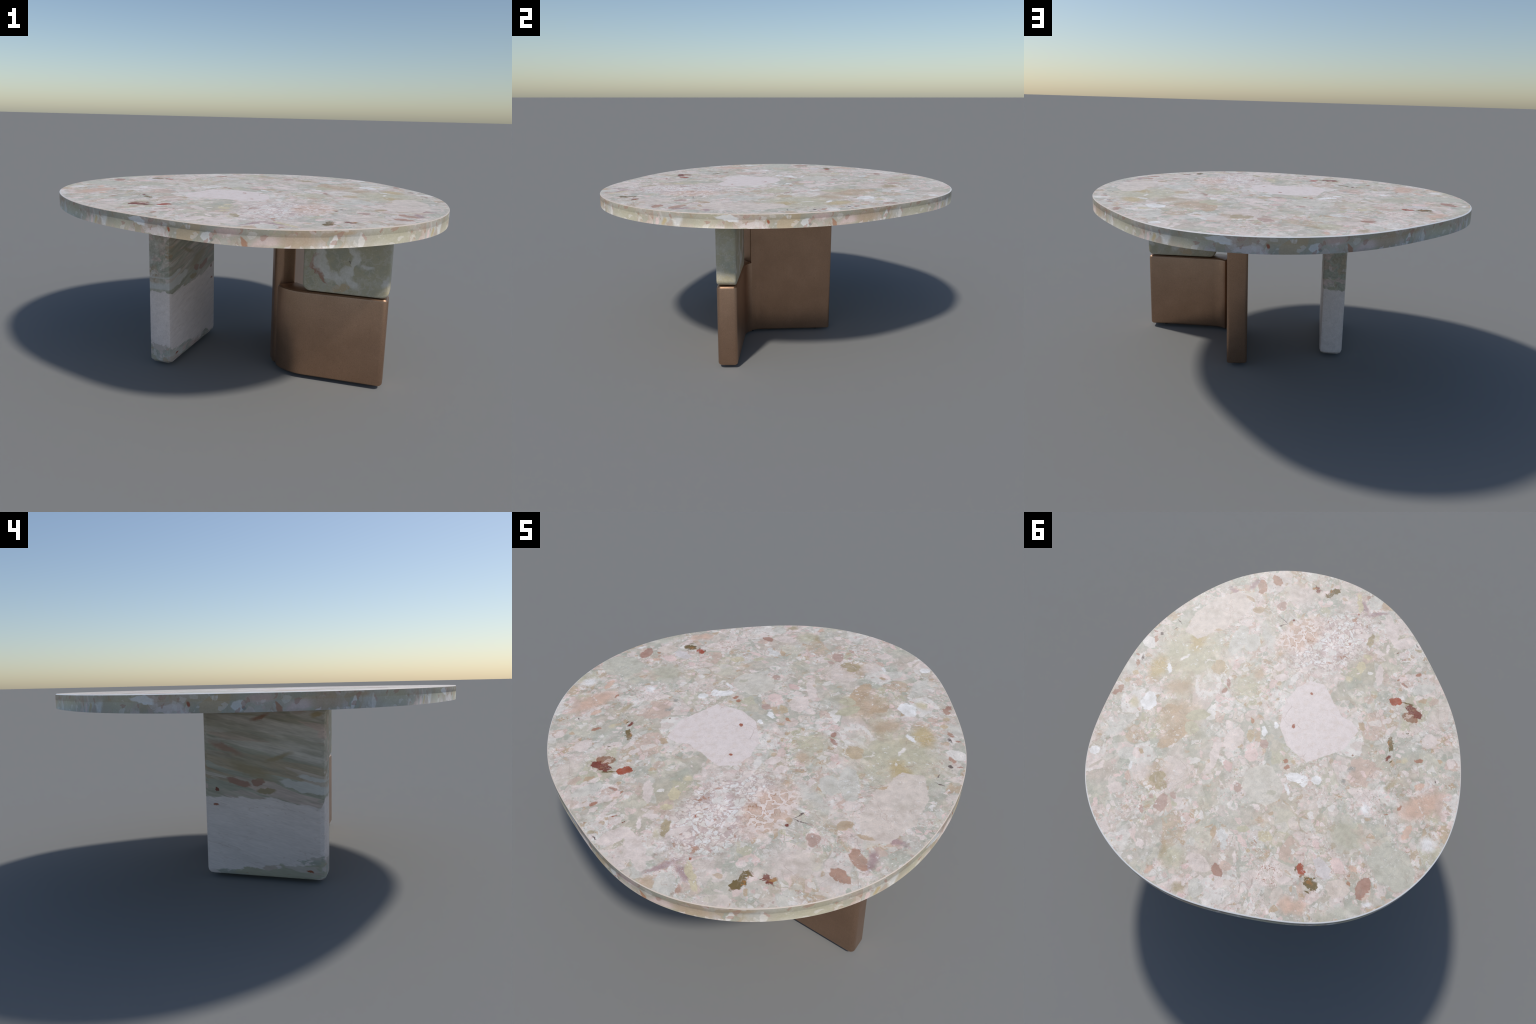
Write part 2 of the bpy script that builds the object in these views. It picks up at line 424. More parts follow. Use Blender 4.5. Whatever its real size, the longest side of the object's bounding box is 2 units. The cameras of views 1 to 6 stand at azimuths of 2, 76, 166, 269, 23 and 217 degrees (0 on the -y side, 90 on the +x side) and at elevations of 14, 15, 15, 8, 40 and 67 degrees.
def inclusion_group(kind, made={}):
    """Node group: one inclusion, crisp and angular ('h') or round and hazy ('s').

    The coordinate carries a vanishing share of the colour below it, so that the
    shader is evaluated one inclusion after another."""
    if kind in made:
        return made[kind]
    n = Nodes.__new__(Nodes)
    n.t = bpy.data.node_groups.new('inclusion_' + ('crisp' if kind == 'h' else 'hazy'), 'ShaderNodeTree')
    for name, typ in (('Base', 'Color'), ('Vector', 'Vector'), ('Location', 'Vector'), ('Rotation', 'Vector'),
                      ('Scale', 'Vector'), ('Skew', 'Vector'), ('Sharpness', 'Float'), ('Colour', 'Color')):
        n.t.interface.new_socket(name, in_out='INPUT', socket_type='NodeSocket' + typ)
    n.t.interface.new_socket('Colour', in_out='OUTPUT', socket_type='NodeSocketColor')
    i = n.new('NodeGroupInput').outputs
    tie = n.new('ShaderNodeVectorMath', operation='MULTIPLY_ADD')
    n.put(tie.inputs[0], i['Base'])
    tie.inputs[1].default_value = (1e-7, 1e-7, 0.0)
    n.put(tie.inputs[2], i['Vector'])
    m = n.new('ShaderNodeMapping', vector_type='TEXTURE')
    n.put(m.inputs['Vector'], tie.outputs[0])
    for k in ('Location', 'Rotation', 'Scale'):
        n.put(m.inputs[k], i[k])
    if kind == 's':
        d = n.vmath('LENGTH', m.outputs[0])
        mask = n.math('MULTIPLY', n.math('MULTIPLY_ADD', d, -1.4, 1.72, clamp=True), 0.82)
    else:
        # a skewed box with one corner struck off
        p, k = n.split(m.outputs[0]), n.split(i['Skew'])
        u = n.math('ABSOLUTE', n.math('MULTIPLY_ADD', p[1], k[0], p[0]))
        v = n.math('ABSOLUTE', n.math('MULTIPLY_ADD', p[0], k[1], p[1]))
        cut = n.math('ADD', n.math('MULTIPLY', p[0], n.math('SINE', k[2])), n.math('MULTIPLY', p[1], n.math('COSINE', k[2])))
        d = n.math('MAXIMUM', n.math('MAXIMUM', u, v), n.math('MULTIPLY', cut, 1.18))
        d = n.math('MAXIMUM', d, n.math('MULTIPLY', n.math('ADD', u, v), 0.70))
        mask = n.math('MULTIPLY', n.math('SUBTRACT', 1.03, d), i['Sharpness'], clamp=True)
        mask = n.math('MULTIPLY', mask, 0.93)
    o = n.new('NodeGroupOutput')
    n.put(o.inputs[0], n.mix(mask, i['Base'], i['Colour']))
    made[kind] = n.t
    return n.t


S = lambda k, g=1.0: lin(STONE[k], g)


def breccia(n, vec, s=1.0, ground=('matrix_green', 'matrix_pink', 'matrix_cream'), busy=1.0, gain=1.0):
    """Crushed-marble ground: broken, interlocking pieces of four sizes in a cloudy matrix."""
    w = n.warp(vec, (5 * s, 0.06 / s), (18 * s, 0.030 / s), (60 * s, 0.012 / s), (140 * s, 0.005 / s))
    big = n.noise(vec, 2.6 * s, 4.0, 0.6)
    base = n.ramp(big, [(0.36, S(ground[0], gain)), (0.48, S(ground[1], gain)), (0.60, S(ground[2], gain))])
    mid = n.noise(w, 11 * s, 5.0, 0.65)
    base = n.mix(n.math('MULTIPLY', n.step(mid, 0.44, 0.62), 0.75), base, S('matrix_green', 0.95 * gain))
    base = n.mix(n.math('MULTIPLY', n.step(mid, 0.46, 0.32), 0.5), base, S('pale_grey', gain))
    drift = n.noise(n.vmath('ADD', vec, (3.1, 1.7, 0.4)), 2.2 * s, 3.0, 0.6)
    base = n.mix(n.math('MULTIPLY', n.step(drift, 0.46, 0.64), 0.40), base, S('tan', 1.05 * gain))
    base = n.mix(n.math('MULTIPLY', n.step(drift, 0.46, 0.34), 0.40), base, S('rose_pale', 1.03 * gain))
    crowd = n.math('MULTIPLY_ADD', n.noise(vec, 4.2 * s, 3.0), 1.5, -0.77)
    for scale, chance, gap, solid, stops in (
        (8.0, 0.40, 0.028, 0.74, ('pale_pink', 'pale_grey', 'olive_beige', 'dusty_pink', 'rose_pale', 'matrix_cream', 'tan', 'chalk')),
        (19, 0.52, 0.050, 0.62, ('pale_pink', 'stone_light', 'pale_grey', 'bright_pink', 'dusty_pink', 'peach_pale', 'chalk', 'rose_pale')),
        (37, 0.62, 0.075, 0.76, ('chalk', 'pale_pink', 'bright_pink', 'pale_grey', 'stone_grey', 'bright_pink_white', 'tan', 'matrix_green')),
        (70, 0.74, 0.100, 0.45, ('chalk', 'bright_pink_white', 'pale_grey', 'bright_pink', 'matrix_green', 'rose_pink', 'chalk', 'rose_grey')),
        (140, 0.88, 0.110, 0.42, ('white', 'chalk', 'bright_pink', 'slate_soft', 'rust_rose', 'chalk', 'rose_grey', 'rose_pink')),
    ):
        cell = n.split(n.voronoi(w, scale * s)['Color'])
        edge = n.voronoi(w, scale * s, 'DISTANCE_TO_EDGE')['Distance']
        keep = n.math('GREATER_THAN', n.math('ADD', cell[1], crowd), chance + (1 - busy) * 0.3)
        mask = n.math('MULTIPLY', n.step(edge, gap - 0.025, gap + 0.03), keep)
        mask = n.math('MULTIPLY', mask, n.math('MULTIPLY_ADD', cell[2], 0.3, solid - 0.1))
        col = n.ramp(cell[0], [(i / len(stops), S(k, gain)) for i, k in enumerate(stops)], 'CONSTANT')
        base = n.mix(mask, base, col)
    return base, w


def grain(n, vec, colour, s=1.0, depth=0.10):
    """Fine mineral mottling and hairline cracks over everything."""
    g = n.noise(vec, 170 * s, 3.0, 0.6)
    colour = n.mix(0.38, colour, n.mix(1.0, colour, n.ramp(g, [(0.30, (0.80, 0.80, 0.79, 1)), (0.70, (1.12, 1.12, 1.12, 1))]), 'MULTIPLY'))
    m = n.noise(vec, 38 * s, 4.0, 0.6)
    colour = n.mix(0.35, colour, n.mix(1.0, colour, n.ramp(m, [(0.32, (0.86, 0.855, 0.84, 1)), (0.68, (1.10, 1.10, 1.10, 1))]), 'MULTIPLY'))
    return colour


def ellipse_zone(n, vec, cx, cy, rx, ry, turn, soft=0.6):
    m = n.new('ShaderNodeMapping', vector_type='TEXTURE')
    n.put(m.inputs[0], vec)
    m.inputs['Location'].default_value = (cx, cy, 0.0)
    m.inputs['Rotation'].default_value = (0.0, 0.0, radians(turn))
    m.inputs['Scale'].default_value = (rx, ry, 1.0)
    return n.step(n.vmath('LENGTH', m.outputs[0]), 1.0 + soft * 0.4, 1.0 - soft * 0.6)


def scribble(n, base, vec, zone, ground, dark, s=1.0):
    """Worm-like shell veins: pale bodies with dark outlines."""
    w = n.warp(vec, (20 * s, 0.03))
    c = n.math('ABSOLUTE', n.math('SUBTRACT', n.noise(w, 24 * s, 2.5, 0.55), 0.5))
    base = n.mix(n.math('MULTIPLY', zone, 0.75), base, S(ground))
    pale = n.math('MULTIPLY', n.step(c, 0.055, 0.035), zone)
    base = n.mix(n.math('MULTIPLY', pale, 0.85), base, S('bright_pink_white', 1.03))
    line = n.math('MULTIPLY', n.step(n.math('ABSOLUTE', n.math('SUBTRACT', c, 0.055)), 0.014, 0.004), zone)
    sparse = n.step(n.noise(vec, 16 * s, 2.0), 0.42, 0.62)
    return n.mix(n.math('MULTIPLY', n.math('MULTIPLY', line, sparse), 1.0), base, S(dark))


def polygon_mask(n, vec, corners, width=0.0025):
    """Inside of a convex straight-edged stone, corners in order."""
    k = len(corners)
    cx, cy = sum(c[0] for c in corners) / k, sum(c[1] for c in corners) / k
    best = None
    for i in range(k):
        (x0, y0), (x1, y1) = corners[i], corners[(i + 1) % k]
        nx, ny = y1 - y0, x0 - x1
        m = (nx * nx + ny * ny) ** 0.5
        nx, ny = nx / m, ny / m
        if nx * (x0 - cx) + ny * (y0 - cy) < 0:
            nx, ny = -nx, -ny
        d = n.math('SUBTRACT', n.vmath('DOT_PRODUCT', vec, (nx, ny, 0.0)), nx * x0 + ny * y0)
        best = d if best is None else n.math('MAXIMUM', best, d)
    return n.step(best, width, -width)


# the big pale stone near the middle: a body and a pointed shoulder
PALE_STONE = (
    [(0.086, -0.316), (0.018, -0.346), (-0.072, -0.300), (-0.172, -0.250), (-0.188, 0.070), (-0.053, 0.058),
     (0.044, -0.005), (0.113, -0.134), (0.115, -0.247)],
    [(-0.172, -0.250), (-0.231, -0.262), (-0.284, -0.236), (-0.288, -0.104), (-0.188, 0.070), (-0.050, -0.150)],
)


def weathering(n, vec, col):
    """Clouds, white ragged bloom and hairline veins that run through every piece."""
    w = n.warp(vec, (6, 0.06), (22, 0.03), (70, 0.012))
    cloud = n.noise(w, 19, 6.0, 0.66)
    col = n.mix(0.80, col, n.mix(1.0, col, n.ramp(cloud, [(0.32, (0.825, 0.805, 0.77, 1)), (0.50, (1, 1, 1, 1)), (0.68, (1.18, 1.17, 1.16, 1))]), 'MULTIPLY'))
    hue = n.noise(w, 8, 4.0, 0.6)
    col = n.mix(n.math('MULTIPLY', n.step(hue, 0.52, 0.70), 0.20), col, S('peach_pale'))
    col = n.mix(n.math('MULTIPLY', n.step(hue, 0.48, 0.32), 0.14), col, S('drab_green', 1.0))
    bloom = n.math('MULTIPLY', n.step(n.noise(w, 42, 4.0, 0.7), 0.58, 0.66), n.step(n.noise(vec, 4.5, 3.0), 0.46, 0.60))
    col = n.mix(n.math('MULTIPLY', bloom, 0.65), col, S('white'))
    for scale, wide, share, key in ((7, 0.0045, 0.45, 'rose_tan'), (15, 0.006, 0.40, 'slate_soft'), (11, 0.005, 0.45, 'white')):
        line = n.math('ABSOLUTE', n.math('SUBTRACT', n.noise(n.vmath('ADD', w, (scale, 0.3 * scale, 0)), scale, 3.0, 0.6), 0.5))
        line = n.math('MULTIPLY', n.step(line, wide, wide * 0.2), n.step(n.noise(vec, scale * 0.6, 2.0), 0.46, 0.60))
        col = n.mix(n.math('MULTIPLY', line, share), col, S(key))
    return col


def marble_top():
    n = Nodes('breccia_marble_top')
    pos = n.new('ShaderNodeTexCoord').outputs['Object']
    p = n.split(pos)
    flat = n.join(p[0], p[1], 0.0)
    col, w = breccia(n, flat)
    # warped flat coordinate that gives the inclusions their ragged edges
    q = n.warp(flat, (8, 0.026), (20, 0.030), (60, 0.016), (150, 0.007))
    q2 = n.split(q)
    q = n.join(q2[0], q2[1], 0.0)
    fine = n.split(n.warp(flat, (30, 0.020), (80, 0.014), (200, 0.006)))
    fine = n.join(fine[0], fine[1], 0.0)
    jag = n.split(n.warp(flat, (26, 0.034), (70, 0.030), (170, 0.012)))
    jag = n.join(jag[0], jag[1], 0.0)
    jag2 = n.split(n.warp(flat, (40, 0.040), (90, 0.040)))
    jag2 = n.join(jag2[0], jag2[1], 0.0)
    for item in INCLUSIONS:
        if item[6] == 's':
            col = n.inclusion(col, q, *item)
    # field of packed white pebbles in a mauve cement
    zone = ellipse_zone(n, q, 0.150, -0.575, 0.290, 0.165, 74)
    wp = n.warp(flat, (9, 0.05), (30, 0.034), (80, 0.016), (200, 0.006))
    cell = n.split(n.voronoi(wp, 36)['Color'])
    edge = n.voronoi(wp, 36, 'DISTANCE_TO_EDGE')['Distance']
    peb = n.ramp(cell[0], [(0.0, S('chalk', 1.04)), (0.35, S('bright_pink_white', 1.04)), (0.62, S('white')), (0.84, S('pale_pink')), (0.94, S('rust_rose'))], 'CONSTANT')
    cement = n.mix(n.noise(flat, 60, 3.0), S('mauve', 1.15), S('dusty_pink'))
    keep = n.math('GREATER_THAN', cell[1], 0.16)
    field = n.mix(n.math('MULTIPLY', n.step(edge, 0.035, 0.12), keep), cement, peb)
    cell = n.split(n.voronoi(wp, 85)['Color'])
    edge = n.voronoi(wp, 85, 'DISTANCE_TO_EDGE')['Distance']
    bits = n.math('MULTIPLY', n.math('MULTIPLY', n.step(edge, 0.06, 0.14), n.math('GREATER_THAN', cell[1], 0.55)), 0.8)
    field = n.mix(bits, field, n.ramp(cell[0], [(0.0, S('white')), (0.4, S('bright_pink_white')), (0.75, S('rose_grey')), (0.9, S('rose'))], 'CONSTANT'))
    col = n.mix(n.math('MULTIPLY', zone, 0.80), col, field)
    zone = ellipse_zone(n, q, 0.312, -0.515, 0.150, 0.090, 75)
    col = scribble(n, col, flat, zone, 'peach', 'rust_tan', 0.75)
    zone = ellipse_zone(n, q, -0.401, 0.617, 0.082, 0.062, 40)
    col = scribble(n, col, flat, zone, 'peach_pale', 'rust', 1.5)
    for item in INCLUSIONS:
        if item[6] == 'h':
            if item[5] in ('red', 'oxblood', 'moss_brown', 'umber') and item[3] > 0.012:
                # big dark chips: torn outline, streaked inside
                cx, cy, rx, ry, turn, key, kind = item
                col = n.inclusion(col, jag, cx, cy, rx * 1.15, ry * 1.2, turn, key, kind)
                other = {'red': 'rust', 'oxblood': 'umber', 'moss_brown': 'ochre_brown', 'umber': 'rose_pale'}[key]
                col = n.inclusion(col, jag2, cx + rx * 0.3, cy, rx * 0.55, ry * 0.35, turn + 20, other, kind)
                continue
            col = n.inclusion(col, q if item[3] > 0.055 else fine, *item)
    col = weathering(n, flat, col)
    # ragged white halos of quartz
    torn = n.split(n.warp(flat, (16, 0.07), (45, 0.060), (120, 0.030)))
    torn = n.join(torn[0], torn[1], 0.0)
    for cx, cy, rad, wide in ((0.519, -0.060, 0.060, 0.011), (0.490, 0.045, 0.064, 0.015)):
        ring = n.vmath('LENGTH', n.vmath('SUBTRACT', torn, (cx, cy, 0.0)))
        ring = n.step(n.math('ABSOLUTE', n.math('SUBTRACT', ring, rad)), wide, wide * 0.4)
        ring = n.math('MULTIPLY', ring, n.step(n.noise(n.vmath('ADD', flat, (cx, rad, 0)), 9, 2.0), 0.40, 0.52))
        col = n.mix(n.math('MULTIPLY', ring, 0.70), col, S('chalk', 1.04))
    straight = n.split(n.warp(flat, (20, 0.012), (70, 0.005)))
    straight = n.join(straight[0], straight[1], 0.0)
    mask = n.math('MAXIMUM', polygon_mask(n, straight, PALE_STONE[0]), polygon_mask(n, straight, PALE_STONE[1]))
    inner = n.noise(n.warp(flat, (14, 0.04)), 26, 4.0, 0.6)
    col = n.mix(mask, col, n.ramp(inner, [(0.34, S('pale_pink', 0.99)), (0.50, S('stone_pink', 1.0)), (0.66, S('stone_pink', 1.03))]))
    vein = n.math('ABSOLUTE', n.math('SUBTRACT', n.noise(n.warp(flat, (8, 0.08)), 13, 4.0, 0.6), 0.5))
    col = n.mix(n.math('MULTIPLY', n.math('MULTIPLY', n.step(vein, 0.006, 0.001), mask), 0.45), col, S('rose_pale'))
    for item in ((0.033, -0.263, 0.011, 0.010, 20, 'rust', 'h'), (-0.009, -0.049, 0.013, 0.011, 50, 'rust', 'h')):
        col = n.inclusion(col, q, *item)
    # thin cracks
    e = n.voronoi(n.warp(flat, (10, 0.05)), 9, 'DISTANCE_TO_EDGE')['Distance']
    crack = n.math('MULTIPLY', n.step(e, 0.010, 0.002), n.step(n.noise(flat, 5, 2.0), 0.50, 0.62))
    col = n.mix(n.math('MULTIPLY', crack, 0.45), col, S('rose_grey', 0.8))
    col = grain(n, flat, col)
    return n.finish(col, 0.48, spec=0.50)


def marble_rim():
    """The rim shows one strip of marble four times round the edge."""
    n = Nodes('breccia_marble_rim')
    p = n.split(n.new('ShaderNodeTexCoord').outputs['Object'])
    ang = n.math('ARCTAN2', p[1], p[0])
    turn = n.math('FRACT', n.math('MULTIPLY_ADD', ang, 4 / (2 * pi), 1.508))
    strip = n.join(n.math('MULTIPLY', turn, 1.53), p[2], 0.0)
    col, w = breccia(n, strip, 0.55, ('stone_grey', 'matrix_cream', 'sand'), 1.0, 0.82)
    veil = n.noise(n.warp(strip, (14, 0.05)), 15, 4.0, 0.6)
    col = n.mix(n.math('MULTIPLY', n.step(veil, 0.42, 0.60), 0.35), col, S('sand', 0.80))
    q = n.split(n.warp(strip, (20, 0.020), (60, 0.012)))
    q = n.join(q[0], q[1], 0.0)
    for item in RIM_PIECES:
        col = n.inclusion(col, q, *item, gain=0.88)
    col = n.mix(n.math('MULTIPLY', n.step(veil, 0.38, 0.32), 0.7), col, S('chalk', 0.95))
    sp = n.split(n.voronoi(w, 60)['Color'])
    col = n.mix(n.math('MULTIPLY', n.math('GREATER_THAN', sp[1], 0.93), 0.4), col, S('chalk', 0.95))
    col = n.mix(n.math('MULTIPLY', n.math('GREATER_THAN', sp[2], 0.965), 0.6), col, S('rose'))
    col = grain(n, strip, col)
    return n.finish(col, 0.40, spec=0.45)


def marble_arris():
    n = Nodes('pale_marble_arris')
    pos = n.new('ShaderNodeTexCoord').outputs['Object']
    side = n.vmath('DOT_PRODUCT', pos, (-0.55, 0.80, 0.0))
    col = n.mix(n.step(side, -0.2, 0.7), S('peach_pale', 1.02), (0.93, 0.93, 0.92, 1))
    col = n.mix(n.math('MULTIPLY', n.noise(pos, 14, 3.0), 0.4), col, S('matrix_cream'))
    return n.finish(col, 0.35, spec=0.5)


# Pieces in the slab leg, in (along, up) coordinates
LEG_PIECES = [
    (0.005, 0.446, 0.058, 0.017, 8, 'rose', 'h'), (-0.088, 0.448, 0.034, 0.020, 0, 'rose', 'h'),
    (-0.300, 0.432, 0.115, 0.024, 9, 'white_grey', 'h'), (-0.330, 0.470, 0.060, 0.012, 4, 'white_grey', 'h'),
    (-0.125, 0.410, 0.045, 0.013, 5, 'drab', 'h'), (0.104, 0.414, 0.012, 0.010, 0, 'oxblood', 'h'),
    (0.113, 0.342, 0.017, 0.006, 0, 'rust', 'h'), (-0.320, 0.056, 0.018, 0.006, 175, 'rust', 'h'),
    (-0.100, 0.738, 0.042, 0.011, 165, 'rust_rose', 's'), (-0.320, 0.775, 0.070, 0.016, 165, 'rose_pale', 's'),
    (-0.350, 0.745, 0.030, 0.012, 170, 'ochre', 's'), (0.060, 0.600, 0.090, 0.016, 20, 'rose_tan', 's'),
    (-0.060, 0.500, 0.120, 0.030, 20, 'drab', 's'), (-0.180, 0.560, 0.070, 0.012, 160, 'drab', 's'),
    (-0.060, 0.011, 0.016, 0.005, 0, 'rust_rose', 'h'),
]


def marble_leg():
    n = Nodes('streaked_marble_leg')
    p = n.split(n.new('ShaderNodeTexCoord').outputs['Object'])
    along, across, up = p[0], p[1], p[2]
    q = n.math('SUBTRACT', up, n.math('MULTIPLY', along, 0.22))
    vec = n.join(n.math('MULTIPLY', along, 0.16), across, q)
    upper, w = breccia(n, vec, 0.75, ('stone_grey', 'matrix_green', 'pale_grey'), 0.9, 0.86)
    veil = n.noise(n.warp(vec, (9, 0.06)), 17, 4.0, 0.6)
    upper = n.mix(n.math('MULTIPLY', n.step(veil, 0.44, 0.62), 0.60), upper, S('drab_green', 0.74))
    upper = n.mix(n.math('MULTIPLY', n.step(veil, 0.40, 0.30), 0.5), upper, S('stone_grey', 0.88))
    streak = n.noise(n.join(n.math('MULTIPLY', along, 0.10), across, q), 70, 4.0, 0.65)
    upper = n.mix(0.75, upper, n.mix(1.0, upper, n.ramp(streak, [(0.32, (0.74, 0.74, 0.72, 1)), (0.50, (1, 1, 1, 1)), (0.70, (1.22, 1.22, 1.22, 1))]), 'MULTIPLY'))
    # lavender-pink lower stone with faint streaks
    faint = n.noise(vec, 34, 4.0, 0.62)
    lower = n.ramp(faint, [(0.32, S('stone_pink', 0.95)), (0.50, S('stone_pink', 1.01)), (0.68, S('stone_pink', 1.04))])
    thread = n.math('ABSOLUTE', n.math('SUBTRACT', n.noise(vec, 22, 3.0, 0.6), 0.5))
    lower = n.mix(n.math('MULTIPLY', n.step(thread, 0.007, 0.001), 0.28), lower, S('rose_grey', 0.9))
    wav = n.math('MULTIPLY', n.math('SUBTRACT', n.noise(n.join(along, across, n.math('MULTIPLY', up, 0.3)), 6, 3.0), 0.5), 0.07)
    tilt = n.math('MULTIPLY', n.math('MULTIPLY', n.math('ADD', along, 0.25), n.step(across, -0.055, -0.062)), 0.12)
    dip = n.math('MULTIPLY', n.math('MINIMUM', n.math('ADD', along, 0.15), 0.0), n.step(across, 0.050, 0.060))
    tilt = n.math('MULTIPLY_ADD', dip, 0.22, tilt)
    level = n.math('ADD', n.math('ADD', wav, tilt), 0.382)
    col = n.mix(n.step(n.math('ADD', n.math('SUBTRACT', up, level), n.math('MULTIPLY', n.math('SUBTRACT', n.noise(vec, 40, 4.0, 0.65), 0.5), 0.05)), -0.004, 0.004), lower, upper)
    # speckled foot
    foot, _ = breccia(n, n.join(n.math('MULTIPLY', along, 0.3), across, up), 1.1, ('matrix_green', 'white_grey', 'slate_soft'), 1.0, 0.85)
    edge = n.math('ADD', n.math('MULTIPLY_ADD', along, -0.17, 0.038), wav)
    wisp = n.math('MULTIPLY', n.math('SUBTRACT', n.noise(n.join(n.math('MULTIPLY', along, 0.3), across, up), 26, 4.0, 0.65), 0.5), 0.14)
    col = n.mix(n.step(n.math('ADD', n.math('SUBTRACT', edge, up), wisp), -0.006, 0.006), col, foot)
    face = n.split(n.warp(n.join(along, up, 0.0), (16, 0.02), (60, 0.012)))
    face = n.join(face[0], face[1], 0.0)
    for item in LEG_PIECES:
        col = n.inclusion(col, face, *item, gain=0.85)
    col = grain(n, vec, col)
    return n.finish(col, 0.42, spec=0.4)


BLOCK_PIECES = [
    (0.215, 0.745, 0.085, 0.022, 175, 'tan', 'h'), (0.040, 0.590, 0.020, 0.036, 0, 'rose_grey', 'h'),
    (0.062, 0.530, 0.052, 0.014, 130, 'rose', 'h'), (0.165, 0.478, 0.045, 0.017, 10, 'sand', 'h'),
    (0.385, 0.480, 0.030, 0.030, 0, 'straw', 's'), (0.080, 0.600, 0.016, 0.080, 10, 'white_grey', 's'),
    (0.130, 0.530, 0.050, 0.016, 150, 'white_grey', 's'), (0.225, 0.630, 0.016, 0.050, 10, 'white_grey', 's'),
    (0.180, 0.560, 0.040, 0.016, 30, 'white_grey', 's'), (0.215, 0.500, 0.018, 0.040, 30, 'white_grey', 's'),
    (0.275, 0.590, 0.030, 0.010, 10, 'white_grey', 's'), (0.360, 0.520, 0.012, 0.030, 160, 'white_grey', 's'),
    (0.196, 0.603, 0.005, 0.003, 0, 'slate', 'h'),
]


def marble_block():
    n = Nodes('olive_marble_block')
    p = n.split(n.new('ShaderNodeTexCoord').outputs['Object'])
    vec = n.join(p[0], p[1], p[2])
    w = n.warp(vec, (9, 0.05), (30, 0.02))
    col = n.ramp(n.noise(w, 9, 4.0, 0.6), [(0.34, S('drab_green_light', 0.84)), (0.50, S('olive_beige', 0.80)), (0.66, S('matrix_green', 0.76))])
    face = n.split(n.warp(n.join(p[0], p[2], 0.0), (14, 0.05), (45, 0.03)))
    face = n.join(face[0], face[1], 0.0)
    for item in BLOCK_PIECES:
        col = n.inclusion(col, face, *item, gain=0.92)
    ring = n.vmath('LENGTH', n.vmath('MULTIPLY', n.vmath('SUBTRACT', n.warp(face, (11, 0.07), (40, 0.03)), (0.135, 0.605, 0.0)), (1.0, 0.85, 0.0)))
    ring = n.step(n.math('ABSOLUTE', n.math('SUBTRACT', ring, 0.082)), 0.020, 0.006)
    col = n.mix(n.math('MULTIPLY', ring, 0.8), col, S('white_grey', 0.95))
    v = n.math('ABSOLUTE', n.math('SUBTRACT', n.noise(n.warp(vec, (12, 0.05)), 8, 5.0, 0.62), 0.5))
    col = n.mix(n.math('MULTIPLY', n.step(v, 0.030, 0.004), 0.40), col, S('pale_grey', 0.88))
    fl = n.voronoi(w, 70)['Distance']
    col = n.mix(n.math('MULTIPLY', n.step(fl, 0.16, 0.06), 0.5), col, S('chalk', 0.9))
    col = grain(n, vec, col)
    return n.finish(col, 0.40, spec=0.45)


def bronze():
    n = Nodes('satin_bronze')
    pos = n.new('ShaderNodeTexCoord').outputs['Object']
    fine = n.noise(pos, 420, 2.0, 0.6)
    cloud = n.noise(pos, 7, 3.0)
    long = n.noise(n.vmath('MULTIPLY', pos, (1.0, 1.0, 0.12)), 120, 2.0)
    col = n.ramp(cloud, [(0.3, BRONZE_DARK), (0.7, BRONZE_LIGHT)])
    col = n.mix(n.math('MULTIPLY', n.step(long, 0.45, 0.75), 0.25), col, BRONZE_DARK)
    pit = n.voronoi(pos, 190)['Distance']
    pits = n.math('MULTIPLY', n.step(pit, 0.20, 0.12), n.step(n.noise(pos, 60, 2.0), 0.52, 0.6))
    col = n.mix(n.math('MULTIPLY', pits, 0.65), col, (0.06, 0.035, 0.022, 1))
    col = n.mix(0.5, col, n.mix(1.0, col, n.ramp(fine, [(0.3, (0.62, 0.60, 0.58, 1)), (0.7, (1.3, 1.3, 1.3, 1))]), 'MULTIPLY'))
    rough = n.math('MULTIPLY_ADD', fine, 0.10, BRONZE_ROUGH)
    return n.finish(col, rough, metallic=BRONZE_METAL, bump=fine, bump_strength=0.25, bump_distance=0.001)


BRONZE_DARK, BRONZE_LIGHT = (0.405, 0.255, 0.170, 1), (0.475, 0.302, 0.205, 1)
BRONZE_ROUGH, BRONZE_METAL = 0.34, 0.92


def rubber():
    n = Nodes('black_rubber')
    return n.finish((0.04, 0.04, 0.042, 1), 0.7)  # grey tinted to the shadow under the legs so the glides vanish


# ------------------------------------------------------------------ geometry
def link(name, mesh, parent=None, materials=()):
    ob = bpy.data.objects.new(name, mesh)
    bpy.context.scene.collection.objects.link(ob)
    for m in materials:
        mesh.materials.append(m)
    if parent:
        ob.parent = parent
    return ob


